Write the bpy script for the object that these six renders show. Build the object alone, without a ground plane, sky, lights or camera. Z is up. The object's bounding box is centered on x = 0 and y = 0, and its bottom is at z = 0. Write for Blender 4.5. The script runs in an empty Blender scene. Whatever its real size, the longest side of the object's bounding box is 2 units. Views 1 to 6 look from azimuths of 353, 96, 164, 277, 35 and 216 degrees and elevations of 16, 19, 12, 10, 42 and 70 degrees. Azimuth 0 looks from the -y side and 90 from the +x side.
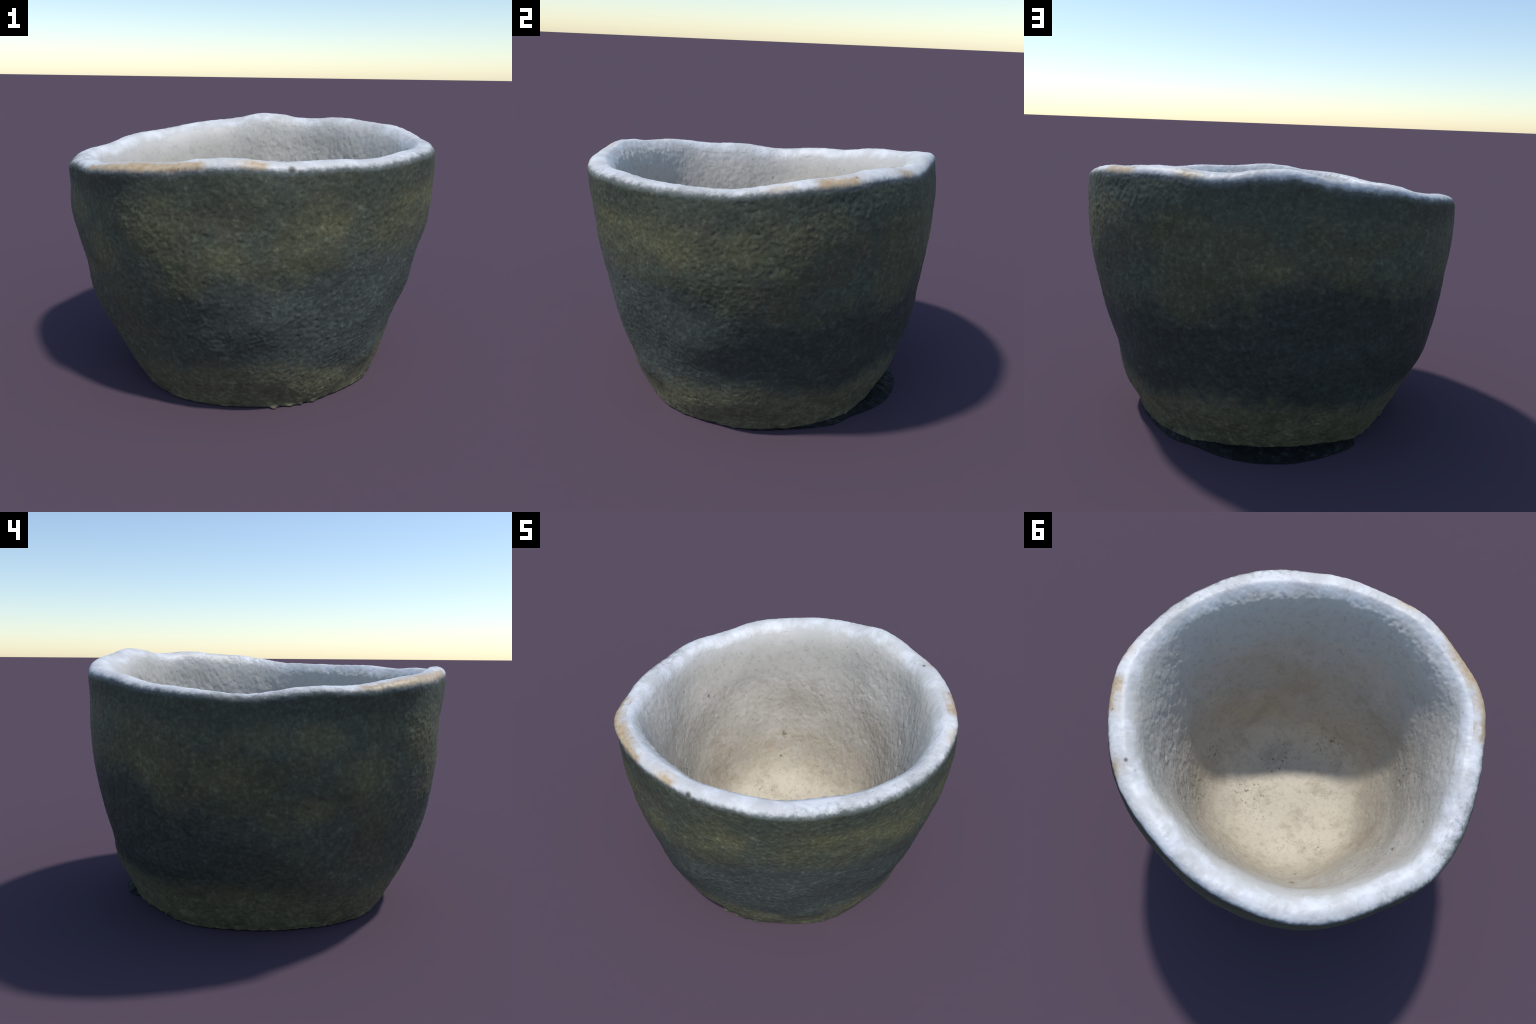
"""A hand-formed stoneware cup: dark mottled glaze outside, white glaze on the
lip and inside, with a thin dark residue lying under the back of the foot."""
import bpy
import math
import numpy as np

# ------------------------------------------------------------------ dimensions
# Azimuth 0 looks along -y, 90 along +x.  All lengths in millimetres here.
# Cross-sections of the outside wall: (height fraction, radius every 15 degrees)
SECTIONS = [
    (0.00, (674, 686, 681, 696, 719, 722, 739, 738, 748, 758, 739, 737, 732, 737, 720, 693, 699, 680, 659, 652, 656, 674, 677, 670)),
    (0.06, (710, 722, 720, 717, 739, 759, 765, 768, 773, 774, 773, 765, 767, 778, 749, 728, 736, 716, 692, 685, 694, 709, 712, 710)),
    (0.15, (778, 767, 749, 768, 770, 795, 825, 820, 818, 812, 831, 816, 809, 838, 794, 773, 788, 769, 743, 735, 754, 765, 769, 770)),
    (0.28, (836, 809, 807, 805, 800, 839, 855, 856, 872, 858, 856, 872, 871, 868, 851, 843, 868, 852, 814, 818, 810, 805, 824, 839)),
    (0.42, (894, 849, 848, 859, 857, 905, 912, 896, 912, 900, 892, 903, 895, 900, 906, 900, 909, 900, 888, 882, 860, 867, 875, 887)),
    (0.56, (911, 883, 881, 893, 907, 934, 947, 944, 945, 936, 922, 921, 916, 927, 947, 945, 942, 935, 921, 905, 901, 917, 922, 922)),
    (0.70, (933, 920, 915, 923, 944, 980, 983, 986, 964, 950, 958, 937, 942, 953, 970, 972, 962, 977, 960, 946, 941, 944, 953, 938)),
    (0.82, (940, 928, 929, 942, 960, 992, 994, 1001, 985, 963, 957, 939, 947, 955, 972, 981, 980, 999, 987, 961, 945, 963, 967, 939)),
    (0.92, (951, 941, 947, 962, 968, 995, 995, 998, 977, 967, 949, 930, 945, 957, 971, 981, 983, 1000, 985, 957, 951, 973, 968, 954)),
    (1.00, (945, 943, 956, 970, 979, 985, 991, 988, 959, 940, 931, 913, 927, 946, 977, 990, 981, 1001, 986, 960, 966, 988, 968, 958)),
]
# crest of the lip, every 10 degrees
CREST = (1269, 1268, 1270, 1261, 1269, 1279, 1277, 1281, 1285, 1292, 1319, 1339,
         1347, 1360, 1355, 1346, 1366, 1370, 1340, 1321, 1303, 1273, 1259, 1240,
         1211, 1199, 1185, 1172, 1189, 1206, 1206, 1225, 1244, 1252, 1273, 1283)
# half thickness of the lip, every 30 degrees
LIP_HALF = (56, 69, 67, 55, 63, 57, 39, 50, 65, 68, 72, 63)
LIP_DROP = 45            # the lip's round starts this far below its crest
FOOT_Z = 4               # the foot edge stands this far above the table
# bowl of the inside: (height fraction above the inner floor, share of the lip's inner radius)
INNER = [(1.0, 1.0), (0.93, 0.955), (0.85, 0.92), (0.74, 0.876), (0.55, 0.815), (0.34, 0.765),
         (0.20, 0.69), (0.13, 0.62), (0.06, 0.51), (0.02, 0.38), (0.006, 0.20), (0.0, 0.0)]
INNER_FLOOR = 125
# hand-pressed unevenness of the inside: (share of the way from lip to floor centre, inward shift every 20 degrees)
INNER_SHIFT = [
    (0.00, (11, 10, 9, 9, 11, 14, 17, 23, 33, 39, 34, 23, 16, 13, 7, 1, 3, 8)),
    (0.06, (13, 3, 16, 13, 2, 9, -1, -16, 11, 39, 37, 21, 0, -7, 1, -3, 1, 20)),
    (0.14, (19, 10, 19, 23, 8, 6, -12, -25, -4, 14, 18, 4, -6, -4, -1, 6, -1, 4)),
    (0.24, (17, 14, 14, 24, 5, -2, -25, -34, -15, -9, 3, -25, -30, 15, 0, -2, 9, -2)),
    (0.36, (27, 31, 17, 13, 15, 1, -24, -36, -34, -18, -14, -25, -2, 13, 1, 16, 22, 12)),
    (0.50, (61, 41, 33, 42, 17, -7, -14, -38, -36, -3, -3, -2, 35, 49, 38, 36, 35, 49)),
    (0.65, (47, 37, 4, -15, -16, -30, -55, -61, -47, -34, -22, -7, 3, 9, 23, 33, 31, 35)),
    (0.80, (-26, -35, -41, -42, -38, -32, -27, -25, -23, -21, -19, -19, -22, -26, -27, -25, -21, -21)),
    (1.00, (-7, -7, -7, -7, -7, -7, -7, -7, -7, -7, -7, -7, -7, -7, -7, -7, -7, -7)),
]
# outer edge of the dark residue: (azimuth, radius)
SLAB = [(84, 712), (92, 738), (104, 744), (114, 752), (124, 774), (131, 784), (138, 778), (145, 800),
           (152, 822), (161, 842), (168, 846), (174, 842), (181, 827), (189, 808), (196, 792), (201, 762), (204, 715)]

N_AZ = 1250              # vertices round
rng = np.random.default_rng(11)


# ------------------------------------------------------------------ small maths
def periodic(values):
    """Smooth periodic interpolation (cubic spline) of equally spaced values."""
    y = np.array(values, float) / 1000.0
    n = len(y)
    a = np.zeros((n, n))
    for i in range(n):
        a[i, i], a[i, (i + 1) % n], a[i, i - 1] = 4, 1, 1
    m = np.linalg.solve(a, 6 * (np.roll(y, -1) - 2 * y + np.roll(y, 1)))

    def f(az):
        t = (np.asarray(az, float) / (2 * np.pi) * n) % n
        i = np.floor(t).astype(int) % n
        b = t - np.floor(t)
        c, j = 1 - b, (i + 1) % n
        return c * y[i] + b * y[j] + ((c ** 3 - c) * m[i] + (b ** 3 - b) * m[j]) / 6
    return f


def natural(xk, yk, x):
    """Natural cubic spline through (xk, yk); yk may carry extra axes."""
    xk, yk = np.asarray(xk, float), np.asarray(yk, float)
    n, h = len(xk), np.diff(xk)
    a, r = np.eye(n), np.zeros(yk.shape)
    for i in range(1, n - 1):
        a[i, i - 1], a[i, i], a[i, i + 1] = h[i - 1], 2 * (h[i - 1] + h[i]), h[i]
        r[i] = 6 * ((yk[i + 1] - yk[i]) / h[i] - (yk[i] - yk[i - 1]) / h[i - 1])
    m = np.linalg.solve(a, r.reshape(n, -1)).reshape(yk.shape)
    i = np.clip(np.searchsorted(xk, x, side="right") - 1, 0, n - 2)
    sh = (-1,) + (1,) * (yk.ndim - 1)
    hh = h[i].reshape(sh)
    b = ((x - xk[i]) / h[i]).reshape(sh)
    c = 1 - b
    return c * yk[i] + b * yk[i + 1] + ((c ** 3 - c) * m[i] + (b ** 3 - b) * m[i + 1]) * hh ** 2 / 6


def hash3(i, j, k, seed):
    h = (i * 73856093) ^ (j * 19349663) ^ (k * 83492791) ^ (seed * 2654435761)
    h = (h ^ (h >> 13)) * 1274126177
    h = (h ^ (h >> 16)) & 0x7FFFFFFF
    return h


def grad_noise(p, scale, seed):
    """Perlin-type gradient noise, about -1..1, on (n, 3) points."""
    q = p * scale
    i0 = np.floor(q).astype(np.int64)
    f = q - i0
    u = f * f * f * (f * (f * 6 - 15) + 10)
    out = np.zeros(len(p))
    for dx in (0, 1):
        for dy in (0, 1):
            for dz in (0, 1):
                h = hash3(i0[:, 0] + dx, i0[:, 1] + dy, i0[:, 2] + dz, seed)
                gx, gy, gz = (h & 1023) / 511.5 - 1, ((h >> 10) & 1023) / 511.5 - 1, ((h >> 20) & 1023) / 511.5 - 1
                d = gx * (f[:, 0] - dx) + gy * (f[:, 1] - dy) + gz * (f[:, 2] - dz)
                w = (u[:, 0] if dx else 1 - u[:, 0]) * (u[:, 1] if dy else 1 - u[:, 1]) * (u[:, 2] if dz else 1 - u[:, 2])
                out += w * d
    return out * 1.4


def chips(p, scale, seed):
    """Flat, randomly tilted chips (a Voronoi pattern whose cells are little planes), about -1..1."""
    q = p * scale
    i0 = np.floor(q).astype(np.int64)
    best, out = np.full(len(p), 9.0), np.zeros(len(p))
    for dx in (-1, 0, 1):
        for dy in (-1, 0, 1):
            for dz in (-1, 0, 1):
                c = i0 + (dx, dy, dz)
                h = hash3(c[:, 0], c[:, 1], c[:, 2], seed)
                g = hash3(c[:, 0], c[:, 1], c[:, 2], seed + 7)
                off = np.stack([(h & 1023), (h >> 10) & 1023, (h >> 20) & 1023], -1) / 1023.0
                tilt = np.stack([(g & 1023), (g >> 10) & 1023, (g >> 20) & 1023], -1) / 511.5 - 1
                v = q - (c + off)
                dist = (v * v).sum(-1)
                near = dist < best
                best[near] = dist[near]
                out[near] = (v * tilt).sum(-1)[near]
    return np.clip(out, -1, 1)


def smooth(a, b, x):
    t = np.clip((x - a) / (b - a), 0, 1)
    return t * t * (3 - 2 * t)


# ------------------------------------------------------------------ the body grid
az = np.linspace(0, 2 * np.pi, N_AZ, endpoint=False)
H = periodic(CREST)(az)
W = periodic(LIP_HALF)(az)
LIP = LIP_DROP / 1000
zb = FOOT_Z / 1000
radii = np.stack([periodic(r)(az) for _, r in SECTIONS])            # (section, azimuth)
frac = np.array([s for s, _ in SECTIONS])


def ring(r, z):
    return np.stack([r * np.sin(az), -r * np.cos(az), np.broadcast_to(z, r.shape)], -1)


rings, zone = [], []
foot = radii[0]
for t in np.linspace(0.06, 0.97, 14):                               # underside, out to the foot edge
    rings.append(ring(foot * t, zb + 0.012 * smooth(0.95, 0.6, t)))
    zone.append("base")
S = np.concatenate([np.linspace(0, 0.12, 36), np.linspace(0.12, 1, 215)[1:]])
outer_r = natural(frac, radii, S)
belly = np.exp(-((np.degrees(az) - 223) / 13) ** 2) * np.exp(-((S - 0.36) / 0.17) ** 2)[:, None]
outer_r = outer_r + 0.017 * belly                                   # a soft swelling low on one side
for s, r in zip(S, outer_r):
    rings.append(ring(r, zb + (H - LIP - zb) * s))
    zone.append("outer_wall")
top = outer_r[-1]
for a in np.radians(np.linspace(0, 180, 34)[1:]):
    c, sn = math.cos(a), math.sin(a)
    e = 0.9                                                         # slightly squared round
    rr = top - W * (1 - np.sign(c) * abs(c) ** e)
    zz = H - LIP + LIP * abs(sn) ** e
    rings.append(ring(rr, zz))
    zone.append("rim_outside" if a <= math.pi / 2 else "rim_inside")
lip_in = top - 2 * W
it, ir = np.array(INNER)[::-1].T                                    # ascending heights
u_in = np.linspace(0, 1, 240)
knots = np.concatenate([[0], np.cumsum(np.hypot(np.diff(it) * 1.15, np.diff(ir) * 0.85))])
knots /= knots[-1]
prof = natural(knots, np.stack([it, ir], -1), u_in)[::-1]
zf = INNER_FLOOR / 1000
mean_in = lip_in.mean()
shift = natural([q for q, _ in INNER_SHIFT], np.stack([periodic(v)(az) for _, v in INNER_SHIFT]), u_in)
rr = prof[:, 1][:, None] * (mean_in + (lip_in - mean_in) * (1 - 0.6 * u_in)[:, None])   # rounder downwards
zz = zf + (H - LIP - zf) * prof[:, 0][:, None]
tr, tz = np.gradient(rr, axis=0), np.gradient(zz, axis=0)
ln = np.hypot(tr, tz) + 1e-9
shift = shift + 0.013 * np.clip(np.cos((az - math.radians(172)) * 1.5), 0, 1) * (np.abs(az - math.radians(172)) < 1.0) * smooth(0.16, 0.04, u_in)[:, None]
keep_r = smooth(0.0, 0.1, prof[:, 1])[:, None]
rr, zz = rr + shift * tz / ln * keep_r, zz - shift * tr / ln
first_in = len(rings) - 16                                          # the lip's inner half follows the same shift
for k in range(16):
    f = smooth(-0.5, 15, float(k))
    v = rings[first_in + k]
    out = np.stack([np.sin(az), -np.cos(az)], -1)
    v[..., :2] -= out * (shift[0] * f)[:, None]
for q, (t, k), r, z in zip(u_in, prof, rr, zz):
    if q == 0 or k < 0.012:
        continue
    rings.append(ring(r, z))
    zone.append("inner_wall" if t > 0.12 else "inner_floor")
co = np.array(rings)                                                # (ring, azimuth, xyz)
# let the lip roll into the inside without a crease
w_roll = smooth(first_in + 2, first_in + 10, np.arange(len(co), dtype=float)) * smooth(first_in + 62, first_in + 34, np.arange(len(co), dtype=float))
for _ in range(90):
    mean = co.copy()
    mean[1:-1] = (co[:-2] + co[2:]) / 2
    co += (mean - co) * (0.9 * w_roll)[:, None, None]
n_ring = len(rings)
zone = np.array(zone)

# relief: displace along the normal
tan_a = np.roll(co, -1, 1) - np.roll(co, 1, 1)
tan_r = np.gradient(co, axis=0)
nrm = np.cross(tan_a, tan_r)
nrm /= np.linalg.norm(nrm, axis=-1, keepdims=True) + 1e-12
P = co.reshape(-1, 3)
zz = np.repeat(zone, N_AZ)
AZ = np.tile(az, n_ring)
is_out = np.isin(zz, ["outer_wall"])
is_rim = np.isin(zz, ["rim_outside", "rim_inside"])
is_in = zz == "inner_wall"
is_floor = zz == "inner_floor"
d = np.zeros(len(P))
d += 0.0035 * grad_noise(P, 9, 1) * (is_out + is_in + 0.7 * is_rim)
pit = grad_noise(P, 34, 2)
fine = grad_noise(P, 62, 3)
flat = P * [1, 1, 1.15]                                             # dents lie level, as left by the hands
rough_here = 0.60 + 0.45 * smooth(-0.4, 0.5, grad_noise(P, 3.2, 51))   # some stretches are smoother than others
pits = np.minimum(grad_noise(P, 30, 52) + 0.42, 0)
d += is_out * (rough_here * (0.0013 * grad_noise(flat, 42, 2) + 0.0012 * fine + 0.0020 * chips(flat, 40, 31)) + 0.0065 * pits + 0.0022 * grad_noise(P, 11, 12))
d += is_rim * (0.0022 * grad_noise(P, 24, 4) + 0.0012 * fine + 0.0010 * grad_noise(P, 46, 13))
def side(a_deg, half):                                              # 1 on one side of the cup
    da = np.abs((AZ - math.radians(a_deg) + np.pi) % (2 * np.pi) - np.pi)
    return smooth(math.radians(half + 25), math.radians(half - 10), da)
facet = side(140, 65) * smooth(1.25, 1.1, P[:, 2])
calm = side(225, 35) * smooth(0.85, 1.0, P[:, 2])                   # a smooth, thickly glazed stretch
d += is_in * (1 - 0.75 * calm) * (0.0026 * grad_noise(P, 22, 5) * rough_here + 0.0012 * pit + 0.0022 * chips(P, 30, 33) * rough_here + 0.0010 * fine + 0.0060 * pits + 0.0034 * facet * chips(P + 0.02 * np.stack([grad_noise(P, 14, 41), grad_noise(P, 14, 42), grad_noise(P, 14, 43)], -1), 17, 35))
crest_at = np.tile(H, n_ring) - P[:, 2]
ledge = np.exp(-((crest_at - 0.062) / 0.022) ** 2) * side(18, 50) * (is_in | (zz == "rim_inside"))
d += ledge * (0.004 + 0.009 * np.maximum(grad_noise(P, 19, 61), -0.2) + 0.005 * grad_noise(P, 40, 62))
d += is_floor * (0.0018 * grad_noise(P, 20, 6) + 0.0010 * fine)
# a broken, crumbly edge where the foot meets the table
low = smooth(0.05, 0.0, P[:, 2] - zb) * is_out
d += low * 0.006 * grad_noise(P, 26, 9)
for a_deg, size, width in ((5, 0.020, 1.6), (12, 0.010, 1.4), (17, 0.009, 1.2), (23, 0.010, 1.3), (236, 0.008, 1.3), (229, 0.008, 1.2)):
    da = np.degrees(np.abs((AZ - math.radians(a_deg) + np.pi) % (2 * np.pi) - np.pi))
    d += size * np.exp(-(da / width) ** 2) * np.exp(-((P[:, 2] - zb) / 0.012) ** 2) * is_out
P = P + nrm.reshape(-1, 3) * d[:, None]
P[:, 2] = np.maximum(P[:, 2], 0.0005)

verts = P.tolist()
ci = len(verts)
verts.append([0, 0, zb + 0.012])
verts.append(list(P.reshape(n_ring, N_AZ, 3)[-1].mean(0)))
faces, fzone = [], []
jj = np.arange(N_AZ)
jn = (jj + 1) % N_AZ
for i in range(n_ring - 1):
    a, b = i * N_AZ, (i + 1) * N_AZ
    faces += np.stack([a + jj, a + jn, b + jn, b + jj], -1).tolist()
    zname = zone[i + 1] if zone[i] == "base" else zone[i]
    if zone[i] == "base":
        zname = "base"
    fzone += [zname] * N_AZ
faces += np.stack([np.full(N_AZ, ci), jn, jj], -1).tolist()
fzone += ["base"] * N_AZ
last = (n_ring - 1) * N_AZ
faces += np.stack([last + jj, last + jn, np.full(N_AZ, ci + 1)], -1).tolist()
fzone += ["inner_floor"] * N_AZ
fzone = np.array(fzone)

whole = bpy.data.meshes.new("whole_body")
whole.from_pydata(verts, [], faces)
whole.update()
vn = np.empty(len(verts) * 3, np.float32)
whole.vertices.foreach_get("normal", vn)
vn = vn.reshape(-1, 3)
V = np.array(verts)


# ------------------------------------------------------------------ node helpers
class Nodes:
    def __init__(self, name):
        self.mat = bpy.data.materials.new(name)
        self.mat.use_nodes = True
        self.t = self.mat.node_tree
        self.t.nodes.clear()
        self.pos = self.new("ShaderNodeTexCoord").outputs["Object"]

    def new(self, kind, **props):
        n = self.t.nodes.new(kind)
        for k, v in props.items():
            setattr(n, k, v)
        return n

    def put(self, socket, v):
        if hasattr(v, "is_output"):
            self.t.links.new(v, socket)
        elif isinstance(v, (tuple, list)) and len(v) == 3 and socket.type == "RGBA":
            socket.default_value = (*v, 1)
        else:
            socket.default_value = v

    def math(self, op, a, b=0.0, c=0.0, clamp=False):
        n = self.new("ShaderNodeMath", operation=op, use_clamp=clamp)
        for s, v in zip(n.inputs, (a, b, c)):
            self.put(s, v)
        return n.outputs[0]

    def add(self, a, b):
        return self.math("ADD", a, b)

    def mul(self, a, b):
        return self.math("MULTIPLY", a, b)

    def step(self, x, lo, hi, to0=0.0, to1=1.0):
        """Smooth step of x from lo to hi (lo may exceed hi)."""
        n = self.new("ShaderNodeMapRange", interpolation_type="SMOOTHSTEP")
        self.put(n.inputs["Value"], x)
        if lo > hi:
            lo, hi, to0, to1 = hi, lo, to1, to0
        n.inputs["From Min"].default_value, n.inputs["From Max"].default_value = lo, hi
        n.inputs["To Min"].default_value, n.inputs["To Max"].default_value = to0, to1
        return n.outputs["Result"]

    def noise(self, scale, detail=3.0, rough=0.55, stretch=(1, 1, 1), shift=(0, 0, 0), vec=None):
        m = self.new("ShaderNodeMapping")
        self.put(m.inputs["Vector"], vec or self.pos)
        m.inputs["Scale"].default_value = stretch
        m.inputs["Location"].default_value = shift
        n = self.new("ShaderNodeTexNoise")
        self.t.links.new(m.outputs[0], n.inputs["Vector"])
        n.inputs["Scale"].default_value = scale
        n.inputs["Detail"].default_value = detail
        n.inputs["Roughness"].default_value = rough
        return n.outputs["Fac"]

    def mix(self, f, a, b, blend="MIX"):
        n = self.new("ShaderNodeMix", data_type="RGBA", blend_type=blend)
        self.put(n.inputs["Factor"], f)
        self.put(n.inputs["A"], a) if False else self.put(n.inputs[6], a)
        self.put(n.inputs[7], b)
        return n.outputs[2]

    def xyz(self):
        n = self.new("ShaderNodeSeparateXYZ")
        self.t.links.new(self.pos, n.inputs[0])
        return n.outputs

    def azimuth(self):
        """0..1 round the cup, 0 at -y, rising towards +x."""
        x, y, _ = self.xyz()
        a = self.math("ARCTAN2", x, self.mul(y, -1.0))
        return self.math("FRACT", self.add(self.math("DIVIDE", a, 2 * math.pi), 1.0))

    def curve(self, x, pts):
        """Float curve through (x, y) points, both 0..1."""
        n = self.new("ShaderNodeFloatCurve")
        c = n.mapping.curves[0]
        c.points[0].location, c.points[1].location = pts[0], pts[-1]
        for p in pts[1:-1]:
            c.points.new(*p)
        n.mapping.use_clip = False
        n.mapping.update()
        self.put(n.inputs["Value"], x)
        return n.outputs[0]

    def round_curve(self, x, pts):
        """Closed curve of azimuth: pts are (degrees, value)."""
        pts = sorted(pts)
        lo = pts[-1][1], 360 - pts[-1][0]
        hi = pts[0][1], pts[0][0]
        seam = (lo[0] * hi[1] + hi[0] * lo[1]) / max(1e-6, lo[1] + hi[1])
        full = [(0.0, seam)] + [(d / 360, v) for d, v in pts if 0 < d < 360] + [(1.0, seam)]
        return self.curve(x, full)

    def spot(self, az_deg, r, z, size, soft=0.5, squash=1.0, wobble=None):
        """Mask, 1 inside a round patch about a point on the wall."""
        a = math.radians(az_deg)
        m = self.new("ShaderNodeVectorMath", operation="SUBTRACT")
        self.put(m.inputs[0], self.pos)
        m.inputs[1].default_value = (r * math.sin(a), -r * math.cos(a), z)
        s = self.new("ShaderNodeVectorMath", operation="MULTIPLY")
        self.t.links.new(m.outputs[0], s.inputs[0])
        s.inputs[1].default_value = (1 / size, 1 / size, 1 / (size * squash))
        ln = self.new("ShaderNodeVectorMath", operation="LENGTH")
        self.t.links.new(s.outputs[0], ln.inputs[0])
        dist = ln.outputs["Value"]
        if wobble is not None:
            dist = self.add(dist, wobble)
        return self.step(dist, 1.0, 1.0 - soft)

    def most(self, items):
        out = items[0]
        for i in items[1:]:
            out = self.math("MAXIMUM", out, i)
        return out

    def finish(self, colour, rough, bump=None, strength=0.3, dist=0.003, spec=0.35):
        b = self.new("ShaderNodeBsdfPrincipled")
        self.put(b.inputs["Base Color"], colour)
        self.put(b.inputs["Roughness"], rough)
        b.inputs["Specular IOR Level"].default_value = spec
        if bump is not None:
            n = self.new("ShaderNodeBump")
            n.inputs["Strength"].default_value = strength
            n.inputs["Distance"].default_value = dist
            self.put(n.inputs["Height"], bump)
            self.t.links.new(n.outputs[0], b.inputs["Normal"])
        o = self.new("ShaderNodeOutputMaterial")
        self.t.links.new(b.outputs[0], o.inputs[0])
        return self.mat


# ------------------------------------------------------------------ colours (linear base colours)
WHITE = (0.74, 0.745, 0.75)
WHITE_SHADE = (0.60, 0.595, 0.58)
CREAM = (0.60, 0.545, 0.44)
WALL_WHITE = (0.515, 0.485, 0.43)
WALL_WARM = (0.42, 0.39, 0.335)  # low inner wall: shade inside the bowl baked in as a darker tint
TAN = (0.50, 0.35, 0.19)
RUST = (0.24, 0.14, 0.09)
OLIVE = (0.087, 0.090, 0.051)
OLIVE_YELLOW = (0.128, 0.123, 0.062)
GREEN_GREY = (0.066, 0.077, 0.056)
SLATE = (0.035, 0.043, 0.037)
SLATE_PALE = (0.076, 0.089, 0.076)
THROAT = (0.044, 0.054, 0.043)
FOOT_OCHRE = (0.136, 0.130, 0.076)
SPECK = (0.05, 0.045, 0.035)


def white_glaze(n):
    """The lip's white: cool, clouded, a little pinkish in places."""
    cloud = n.noise(7, 4)
    c = n.mix(n.step(cloud, 0.38, 0.62), WHITE_SHADE, WHITE)
    c = n.mix(n.mul(n.step(n.noise(5, 3, shift=(4, 1, 7)), 0.55, 0.7), 0.35), c, (0.80, 0.74, 0.76))
    return c


def rim_marks(n, c, a, dr, wob):
    """Bare tan clay smeared along the outer shoulder of the lip, rust flecks and two pits."""
    amount = n.round_curve(a, [(5, 0), (60, 0), (92, 0), (102, .45), (106, .2), (115, .8), (122, .5), (130, .0), (141, .4), (148, 0), (180, 0), (203, 0), (207, .2), (212, 0),
                               (250, 0), (295, .0), (303, .75), (315, 1), (330, 1), (340, .8), (346, .1), (351, .15), (355, .5), (359, .15)])
    y = n.add(dr, n.mul(wob, 0.03))
    where = n.mul(n.step(y, -0.058, -0.032), n.step(y, 0.006, -0.010))
    tan = n.mul(where, n.step(n.add(amount, n.mul(wob, 0.9)), 0.05, 0.65))
    c = n.mix(n.mul(tan, 1.0), c, n.mix(n.step(n.noise(26, 3), 0.3, 0.7), (0.58, 0.46, 0.31), (0.46, 0.33, 0.195)))
    red = n.round_curve(a, [(5, 0), (200, 0), (318, 0), (328, .6), (338, 1), (342, .8), (345, 0), (350, 0)])
    rust = n.mul(n.mul(n.step(y, -0.065, -0.045), n.step(y, -0.02, -0.035)), n.mul(red, n.step(n.noise(36, 3, stretch=(1, 1, .6)), 0.42, 0.62)))
    c = n.mix(n.mul(rust, 0.8), c, RUST)
    return c


def white_reach(n, a):
    """How far below the crest the white glaze runs on the outside, in metres."""
    return n.round_curve(a, [(5, .030), (20, .022), (35, .016), (50, .012), (70, .011), (90, .013), (105, .022), (125, .032), (150, .034), (175, .033), (200, .028), (220, .021),
                             (240, .015), (255, .014), (267, .006), (275, .010), (285, .013), (300, .020), (320, .033), (345, .036)])


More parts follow.
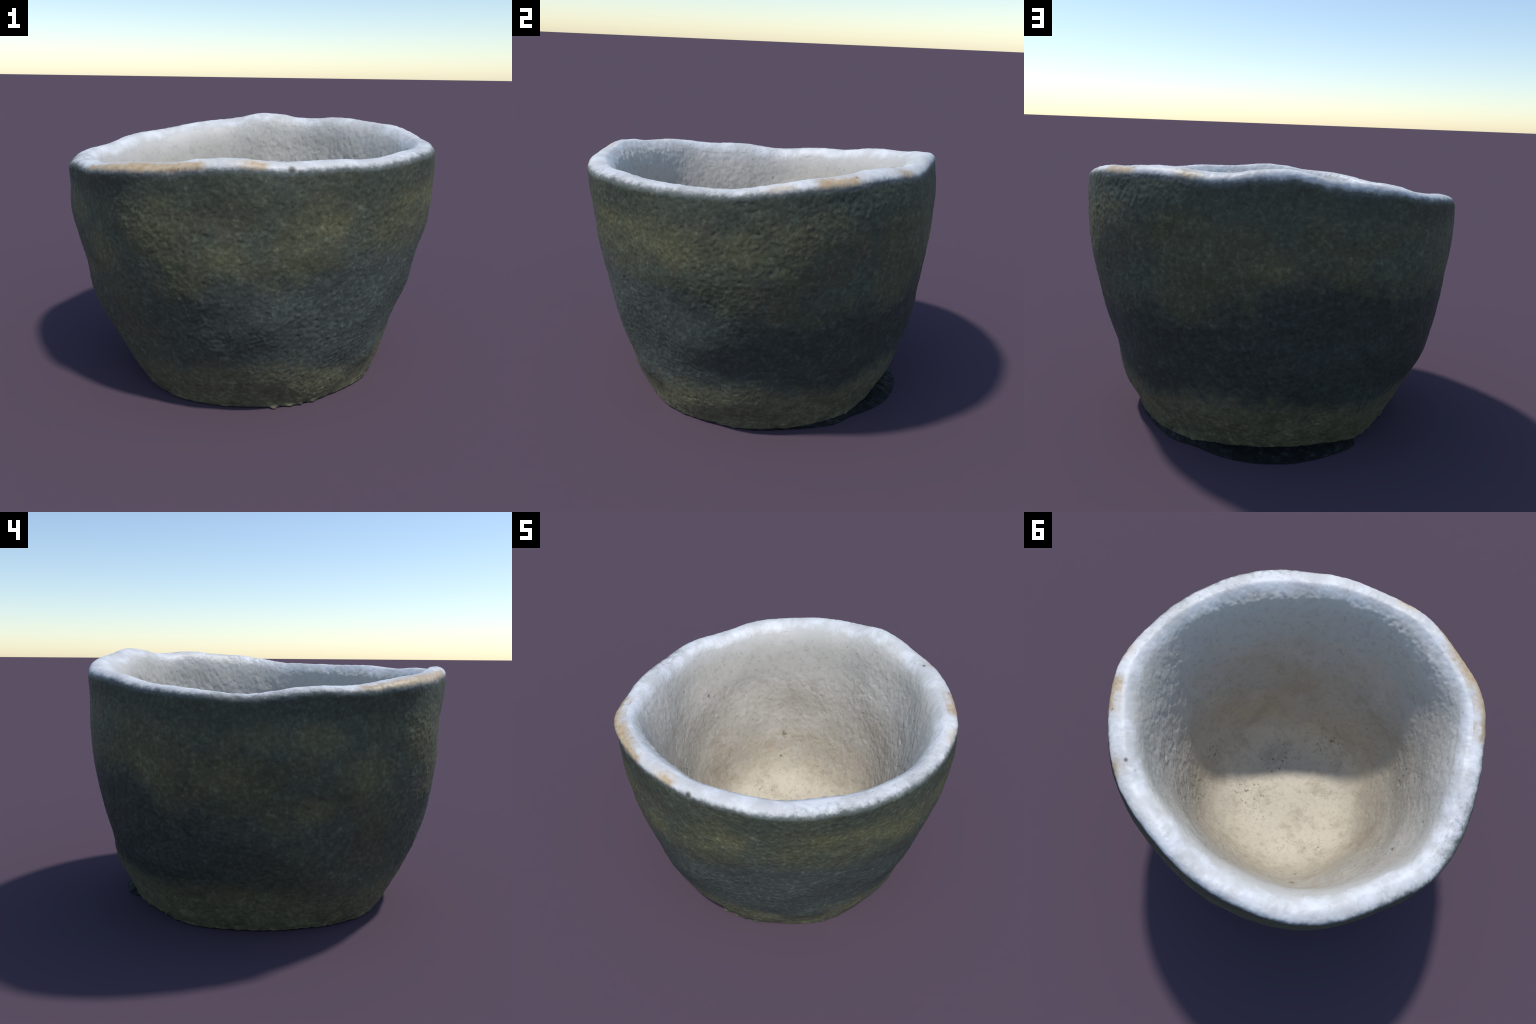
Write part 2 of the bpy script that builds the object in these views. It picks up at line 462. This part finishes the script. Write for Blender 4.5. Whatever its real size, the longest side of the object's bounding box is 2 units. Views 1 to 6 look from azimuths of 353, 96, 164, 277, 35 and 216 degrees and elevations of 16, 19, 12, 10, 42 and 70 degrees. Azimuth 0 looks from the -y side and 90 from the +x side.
def outside_material():
    n = Nodes("dark_mottled_glaze")
    a = n.azimuth()
    z = n.xyz()[2]
    big = n.noise(3.2, 4, 0.6)
    mid = n.noise(14, 4, 0.6, shift=(3, 5, 1))
    fine = n.noise(42, 3, 0.6, shift=(1, 9, 2))
    wob = n.add(n.mul(n.add(mid, -0.5), 0.9), n.mul(n.add(big, -0.5), 0.6))
    # base olive with green-grey clouds
    c = n.mix(n.step(big, 0.35, 0.65), GREEN_GREY, OLIVE)
    c = n.mix(n.mul(n.step(n.noise(4.5, 5, 0.65, shift=(9, 2, 6)), 0.47, 0.66), 0.6), c, (0.098, 0.088, 0.054))
    # yellow ochre patches
    yel = n.most([n.spot(az_, 0.93, z_, s, 1.0, sq, wob) for az_, z_, s, sq in (
        (347, 0.85, 0.16, 0.7), (329, 1.10, 0.10, 0.7), (18, 1.0, 0.16, 0.6), (47, 1.06, 0.20, 0.5), (60, 1.06, 0.16, 0.5),
        (75, 1.0, 0.22, 0.6), (93, 1.03, 0.20, 0.7), (105, 1.10, 0.18, 0.6), (115, 1.17, 0.12, 0.6),
        (275, 1.02, 0.18, 0.55), (290, 0.98, 0.20, 0.6), (265, 0.82, 0.20, 0.7), (305, 0.80, 0.22, 0.8), (290, 0.66, 0.16, 0.6), (325, 0.95, 0.2, 0.9), (165, 0.95, 0.16, 0.6), (245, 0.85, 0.22, 0.8))])
    c = n.mix(n.mul(yel, 0.75), c, OLIVE_YELLOW)
    # the slate band: its top and bottom wander round the cup
    top_z = n.round_curve(a, [(5, .74), (19, .80), (34, .83), (50, .82), (65, .80), (80, .74), (95, .68), (113, .68), (125, .73), (140, .70), (155, .76),
                              (170, .84), (186, .89), (205, .82), (225, .84), (236, .80), (248, .66), (266, .62), (284, .57), (305, .55), (325, .60), (345, .72)])
    bot_z = n.round_curve(a, [(5, .26), (25, .20), (42, .14), (57, .17), (80, .24), (103, .27), (120, .22), (141, .27), (160, .27), (193, .24),
                              (228, .22), (264, .26), (285, .22), (301, .17), (330, .22), (347, .28)])
    edge = n.add(n.mul(wob, 0.24), n.mul(n.add(n.noise(30, 4, 0.7), -0.5), 0.14))
    zz_ = n.add(z, edge)
    up = n.math("SUBTRACT", top_z, zz_)
    dn = n.math("SUBTRACT", zz_, bot_z)
    band = n.mul(n.step(up, -0.08, 0.09), n.step(dn, -0.06, 0.09))
    strength = n.round_curve(a, [(10, .95), (60, .95), (100, .95), (150, 1.0), (230, 1.0), (255, .9), (275, .6), (300, .3), (325, .5), (345, .85)])
    pale = n.round_curve(a, [(5, .55), (30, .75), (60, .75), (80, .45), (100, .1), (150, .05), (230, .05), (280, .15), (320, .3), (345, .4)])
    slate = n.mix(n.math("ADD", pale, n.mul(n.add(mid, -0.5), 0.9), clamp=True), SLATE, SLATE_PALE)
    c = n.mix(n.mul(band, strength), c, slate)
    # ochre at the foot
    foot = n.mul(n.step(n.add(dn, n.mul(n.add(fine, -0.5), 0.22)), 0.07, -0.05), 0.9)
    ochre = n.mix(n.step(mid, 0.35, 0.65), (0.096, 0.094, 0.058), FOOT_OCHRE)
    c = n.mix(foot, c, ochre)
    # dark throat below the lip
    crest = n.round_curve(a, [(i * 10, v / 1000) for i, v in enumerate(CREST)])
    dr = n.math("SUBTRACT", z, crest)
    throat = n.step(n.add(dr, n.mul(wob, 0.08)), -0.20, -0.09)
    c = n.mix(n.mul(throat, 0.55), c, THROAT)
    # fine mottling, light flecks and dark pits
    blot = n.noise(17, 5, 0.7, shift=(7, 3, 3), stretch=(1, 1, 1.25))
    c = n.mix(n.mul(n.step(blot, 0.53, 0.70), 0.45), c, n.mix(1.0, c, (1.65, 1.7, 1.7), "MULTIPLY"))
    c = n.mix(n.mul(n.step(blot, 0.47, 0.32), 0.45), c, n.mix(1.0, c, (0.55, 0.56, 0.58), "MULTIPLY"))
    c = n.mix(n.mul(n.step(fine, 0.52, 0.66), 0.6), c, n.mix(1.0, c, (1.6, 1.62, 1.6), "MULTIPLY"))
    c = n.mix(n.mul(n.step(fine, 0.48, 0.30), 0.5), c, n.mix(1.0, c, (0.6, 0.6, 0.6), "MULTIPLY"))
    pale = n.noise(30, 3, 0.55, shift=(4, 8, 1), stretch=(1, 1, 0.8))
    c = n.mix(n.mul(n.step(pale, 0.55, 0.68), 0.42), c, n.mix(1.0, c, (1.55, 1.6, 1.6), "MULTIPLY"))
    crisp = n.noise(58, 4, 0.7, shift=(2, 6, 5))
    c = n.mix(n.mul(n.step(crisp, 0.535, 0.62), 0.28), c, n.mix(1.0, c, (1.6, 1.58, 1.5), "MULTIPLY"))
    c = n.mix(n.mul(n.step(crisp, 0.46, 0.38), 0.3), c, n.mix(1.0, c, (0.55, 0.58, 0.58), "MULTIPLY"))
    dark = n.most([n.spot(19, 0.90, 0.80, 0.013, 0.9), n.spot(76, 0.97, 0.93, 0.02, 0.9), n.spot(270, 0.96, 1.0, 0.02, 0.9)])
    c = n.mix(n.mul(dark, 0.7), c, (0.012, 0.012, 0.010))
    # white glaze running over the lip
    reach = white_reach(n, a)
    over = n.add(dr, n.add(reach, n.mul(n.add(n.noise(26, 5, 0.75), -0.5), 0.044)))
    wc = rim_marks(n, white_glaze(n), a, dr, wob)
    c = n.mix(n.mul(n.step(over, -0.034, 0.0), 0.7), c, (0.17, 0.19, 0.19))
    mask = n.step(over, -0.013, 0.015)
    c = n.mix(mask, c, wc)
    pits = n.most([n.spot(4.5, 0.941, 1.243, 0.024, 0.8, 1, n.mul(wob, 0.4)), n.spot(27, 0.955, 1.243, 0.012, 0.8), n.spot(44, 0.968, 1.255, 0.011, 0.8), n.spot(122, 0.93, 1.35, 0.012, 0.8)])
    c = n.mix(n.mul(pits, 0.85), c, SPECK)
    rough = n.step(mask, 0, 1, 0.62, 0.46)
    return n.finish(c, rough, n.noise(120, 3), 0.25, 0.003, 0.3)


def inside_material():
    n = Nodes("white_inner_glaze")
    a = n.azimuth()
    z = n.xyz()[2]
    big = n.noise(3.0, 4, 0.6, shift=(2, 2, 2))
    mid = n.noise(11, 4, 0.6)
    wob = n.add(n.mul(n.add(mid, -0.5), 0.8), n.mul(n.add(big, -0.5), 0.6))
    crest = n.round_curve(a, [(i * 10, v / 1000) for i, v in enumerate(CREST)])
    dr = n.add(n.math("SUBTRACT", z, crest), n.mul(wob, 0.10))
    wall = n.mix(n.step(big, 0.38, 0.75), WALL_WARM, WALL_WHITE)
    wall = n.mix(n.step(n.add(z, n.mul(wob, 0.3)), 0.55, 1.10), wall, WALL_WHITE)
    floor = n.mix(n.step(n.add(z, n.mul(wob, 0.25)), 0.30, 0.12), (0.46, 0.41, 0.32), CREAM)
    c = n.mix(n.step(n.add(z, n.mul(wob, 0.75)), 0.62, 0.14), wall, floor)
    stain = n.mul(n.step(n.noise(6, 7, 0.78, shift=(6, 1, 3)), 0.48, 0.66), n.step(z, 1.15, 0.5, 0.25, 1.0))
    c = n.mix(n.mul(stain, 0.5), c, (0.33, 0.275, 0.205))
    c = n.mix(n.mul(n.step(n.noise(30, 5, 0.7, shift=(3, 3, 3)), 0.50, 0.68), 0.28), c, (0.20, 0.175, 0.14))
    c = n.mix(n.mul(n.step(dr, -0.16, -0.06), 0.35), c, WHITE_SHADE)
    c = n.mix(n.step(dr, -0.065, -0.010), c, white_glaze(n))
    reach = white_reach(n, a)
    ragged = n.add(n.math("SUBTRACT", reach, n.mul(n.math("SUBTRACT", z, crest), 1.2)), n.mul(n.add(n.noise(24, 4, 0.65), -0.5), 0.040))
    c = n.mix(n.step(ragged, 0.015, -0.013), c, (0.16, 0.185, 0.19))
    pit = n.spot(140, 0.862, 1.35, 0.018, 0.8)
    c = n.mix(n.mul(pit, 0.85), c, SPECK)
    # brown clouds low on the wall
    cloud = n.most([n.spot(az_, r, z_, s, 1.0, sq, wob) for az_, r, z_, s, sq in (
        (36, 0.62, 0.5, 0.22, 0.5), (70, 0.62, 0.55, 0.14, 1.2), (215, 0.62, 0.40, 0.2, 0.3), (150, 0.6, 0.45, 0.2, 0.6), (270, 0.6, 0.4, 0.2, 0.5))])
    c = n.mix(n.mul(cloud, 0.32), c, (0.34, 0.28, 0.22))
    # specks: small iron pits, crowded in a few places on the floor
    crowd = n.most([n.spot(az_, r, z_, s, 1.0, 1.0, wob) for az_, r, z_, s in ((130, 0.30, .13, .26), (60, 0.22, .13, .25), (0, 0.45, .2, .25), (100, 0.55, .3, .2), (300, .62, .6, .16))])
    sp = n.noise(38, 2, 0.5, shift=(5, 5, 0))
    specks = n.mul(n.step(n.add(sp, n.mul(crowd, 0.10)), 0.67, 0.77), n.add(0.3, n.mul(crowd, 0.5)))
    c = n.mix(specks, c, (0.13, 0.115, 0.095))
    dust = n.mul(n.step(n.noise(17, 5, 0.75, shift=(1, 4, 0)), 0.52, 0.72), n.add(n.mul(crowd, 0.55), 0.12))
    c = n.mix(dust, c, (0.27, 0.235, 0.185))
    grit = n.mul(n.step(n.noise(90, 2), 0.62, 0.72), n.spot(199, 0.41, 0.155, 0.15, 1.0, 1.0, wob))
    c = n.mix(n.mul(grit, 0.8), c, SPECK)
    named = n.most([n.spot(az_, r, z_, s * 0.85, 0.9, sq, n.mul(n.add(n.noise(60, 3), -0.5), 2.2)) for az_, r, z_, s, sq in (
        (258, 0.75, 0.877, 0.020, 1.6), (272, 0.786, 0.99, 0.013, 1.3), (303, 0.656, 0.674, 0.014, 1.6), (309, 0.65, 0.744, 0.013, 1.6), (304, 0.62, 0.686, 0.016, 1.8),
        (237, 0.413, 0.16, 0.013, 1.0), (224, 0.394, 0.147, 0.014, 1.0), (215, 0.587, 0.315, 0.022, 1.0), (213, 0.663, 0.466, 0.03, 1.5))])
    c = n.mix(n.mul(named, 0.75), c, (0.12, 0.10, 0.06))
    return n.finish(c, n.step(dr, -0.10, -0.02, 0.6, 0.46), n.noise(90, 3), 0.2, 0.003, 0.35)


def base_material():
    n = Nodes("bare_clay_foot")
    c = n.mix(n.step(n.noise(12, 4), 0.35, 0.65), (0.065, 0.060, 0.040), (0.095, 0.088, 0.055))
    return n.finish(c, 0.85, n.noise(60, 3), 0.3, 0.003, 0.2)


def slab_material():
    n = Nodes("black_slab")
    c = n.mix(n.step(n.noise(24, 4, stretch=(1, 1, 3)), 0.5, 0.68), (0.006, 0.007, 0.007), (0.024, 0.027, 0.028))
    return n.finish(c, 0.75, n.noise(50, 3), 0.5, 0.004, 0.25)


M_OUT, M_IN, M_BASE, M_SLAB = outside_material(), inside_material(), base_material(), slab_material()

# ------------------------------------------------------------------ objects
cup = bpy.data.objects.new("clay_cup", None)
bpy.context.scene.collection.objects.link(cup)
cup["label"] = "rough hand-formed cup, dark mottled outside, white glazed inside"
cup["category"] = "ceramic cup"

face_arr = faces


def part(name, zones, mats):
    """One region of the body as a mesh of its own, keeping the whole body's normals."""
    pick = np.flatnonzero(np.isin(fzone, list(zones)))
    fs = [face_arr[i] for i in pick]
    used = np.unique(np.concatenate([np.array(f) for f in fs]))
    back = np.full(len(V), -1)
    back[used] = np.arange(len(used))
    me = bpy.data.meshes.new(name)
    me.from_pydata(V[used].tolist(), [], [[int(back[i]) for i in f] for f in fs])
    for m, _ in mats:
        me.materials.append(m)
    if len(mats) > 1:
        idx = np.zeros(len(fs), np.int32)
        for k, (_, zs) in enumerate(mats):
            idx[np.isin(fzone[pick], list(zs))] = k
        me.polygons.foreach_set("material_index", idx)
    me.polygons.foreach_set("use_smooth", np.ones(len(fs), bool))
    me.update()
    me.normals_split_custom_set_from_vertices(vn[used].tolist())
    o = bpy.data.objects.new(name, me)
    bpy.context.scene.collection.objects.link(o)
    o.parent = cup
    return o


part("base", ["base"], [(M_BASE, ["base"])])
part("outer_wall", ["outer_wall"], [(M_OUT, ["outer_wall"])])
part("rim", ["rim_outside", "rim_inside"], [(M_OUT, ["rim_outside"]), (M_IN, ["rim_inside"])])
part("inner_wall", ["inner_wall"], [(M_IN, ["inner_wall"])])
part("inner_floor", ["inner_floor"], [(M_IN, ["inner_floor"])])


def slab():
    """A thin dark layer lying on the table, tucked under the foot at the back."""
    ra, rr = np.array(SLAB, float).T
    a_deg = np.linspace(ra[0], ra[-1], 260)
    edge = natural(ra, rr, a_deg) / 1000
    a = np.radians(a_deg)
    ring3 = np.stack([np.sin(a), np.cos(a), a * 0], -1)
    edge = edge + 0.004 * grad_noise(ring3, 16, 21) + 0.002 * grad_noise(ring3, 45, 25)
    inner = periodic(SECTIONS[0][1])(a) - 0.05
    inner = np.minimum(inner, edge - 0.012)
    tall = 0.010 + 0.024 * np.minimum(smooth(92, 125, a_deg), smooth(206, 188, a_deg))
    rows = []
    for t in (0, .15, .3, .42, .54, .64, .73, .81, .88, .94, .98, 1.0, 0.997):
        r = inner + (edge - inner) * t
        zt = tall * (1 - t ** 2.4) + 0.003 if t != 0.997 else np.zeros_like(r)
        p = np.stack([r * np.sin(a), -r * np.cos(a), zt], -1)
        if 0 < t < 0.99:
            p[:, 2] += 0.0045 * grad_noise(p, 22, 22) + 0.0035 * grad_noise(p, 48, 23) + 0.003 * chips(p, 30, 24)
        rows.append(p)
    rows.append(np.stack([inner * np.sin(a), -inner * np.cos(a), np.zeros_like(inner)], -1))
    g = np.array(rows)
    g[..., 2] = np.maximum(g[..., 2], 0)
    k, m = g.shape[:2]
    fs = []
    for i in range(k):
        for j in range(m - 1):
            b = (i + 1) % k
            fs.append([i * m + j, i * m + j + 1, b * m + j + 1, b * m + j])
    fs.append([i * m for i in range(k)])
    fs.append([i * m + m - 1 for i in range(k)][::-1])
    me = bpy.data.meshes.new("dark_slab")
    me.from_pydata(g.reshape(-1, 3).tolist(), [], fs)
    me.materials.append(M_SLAB)
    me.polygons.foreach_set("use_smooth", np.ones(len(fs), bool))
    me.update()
    o = bpy.data.objects.new("dark_slab", me)
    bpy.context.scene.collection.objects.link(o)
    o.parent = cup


slab()
bpy.data.meshes.remove(whole)
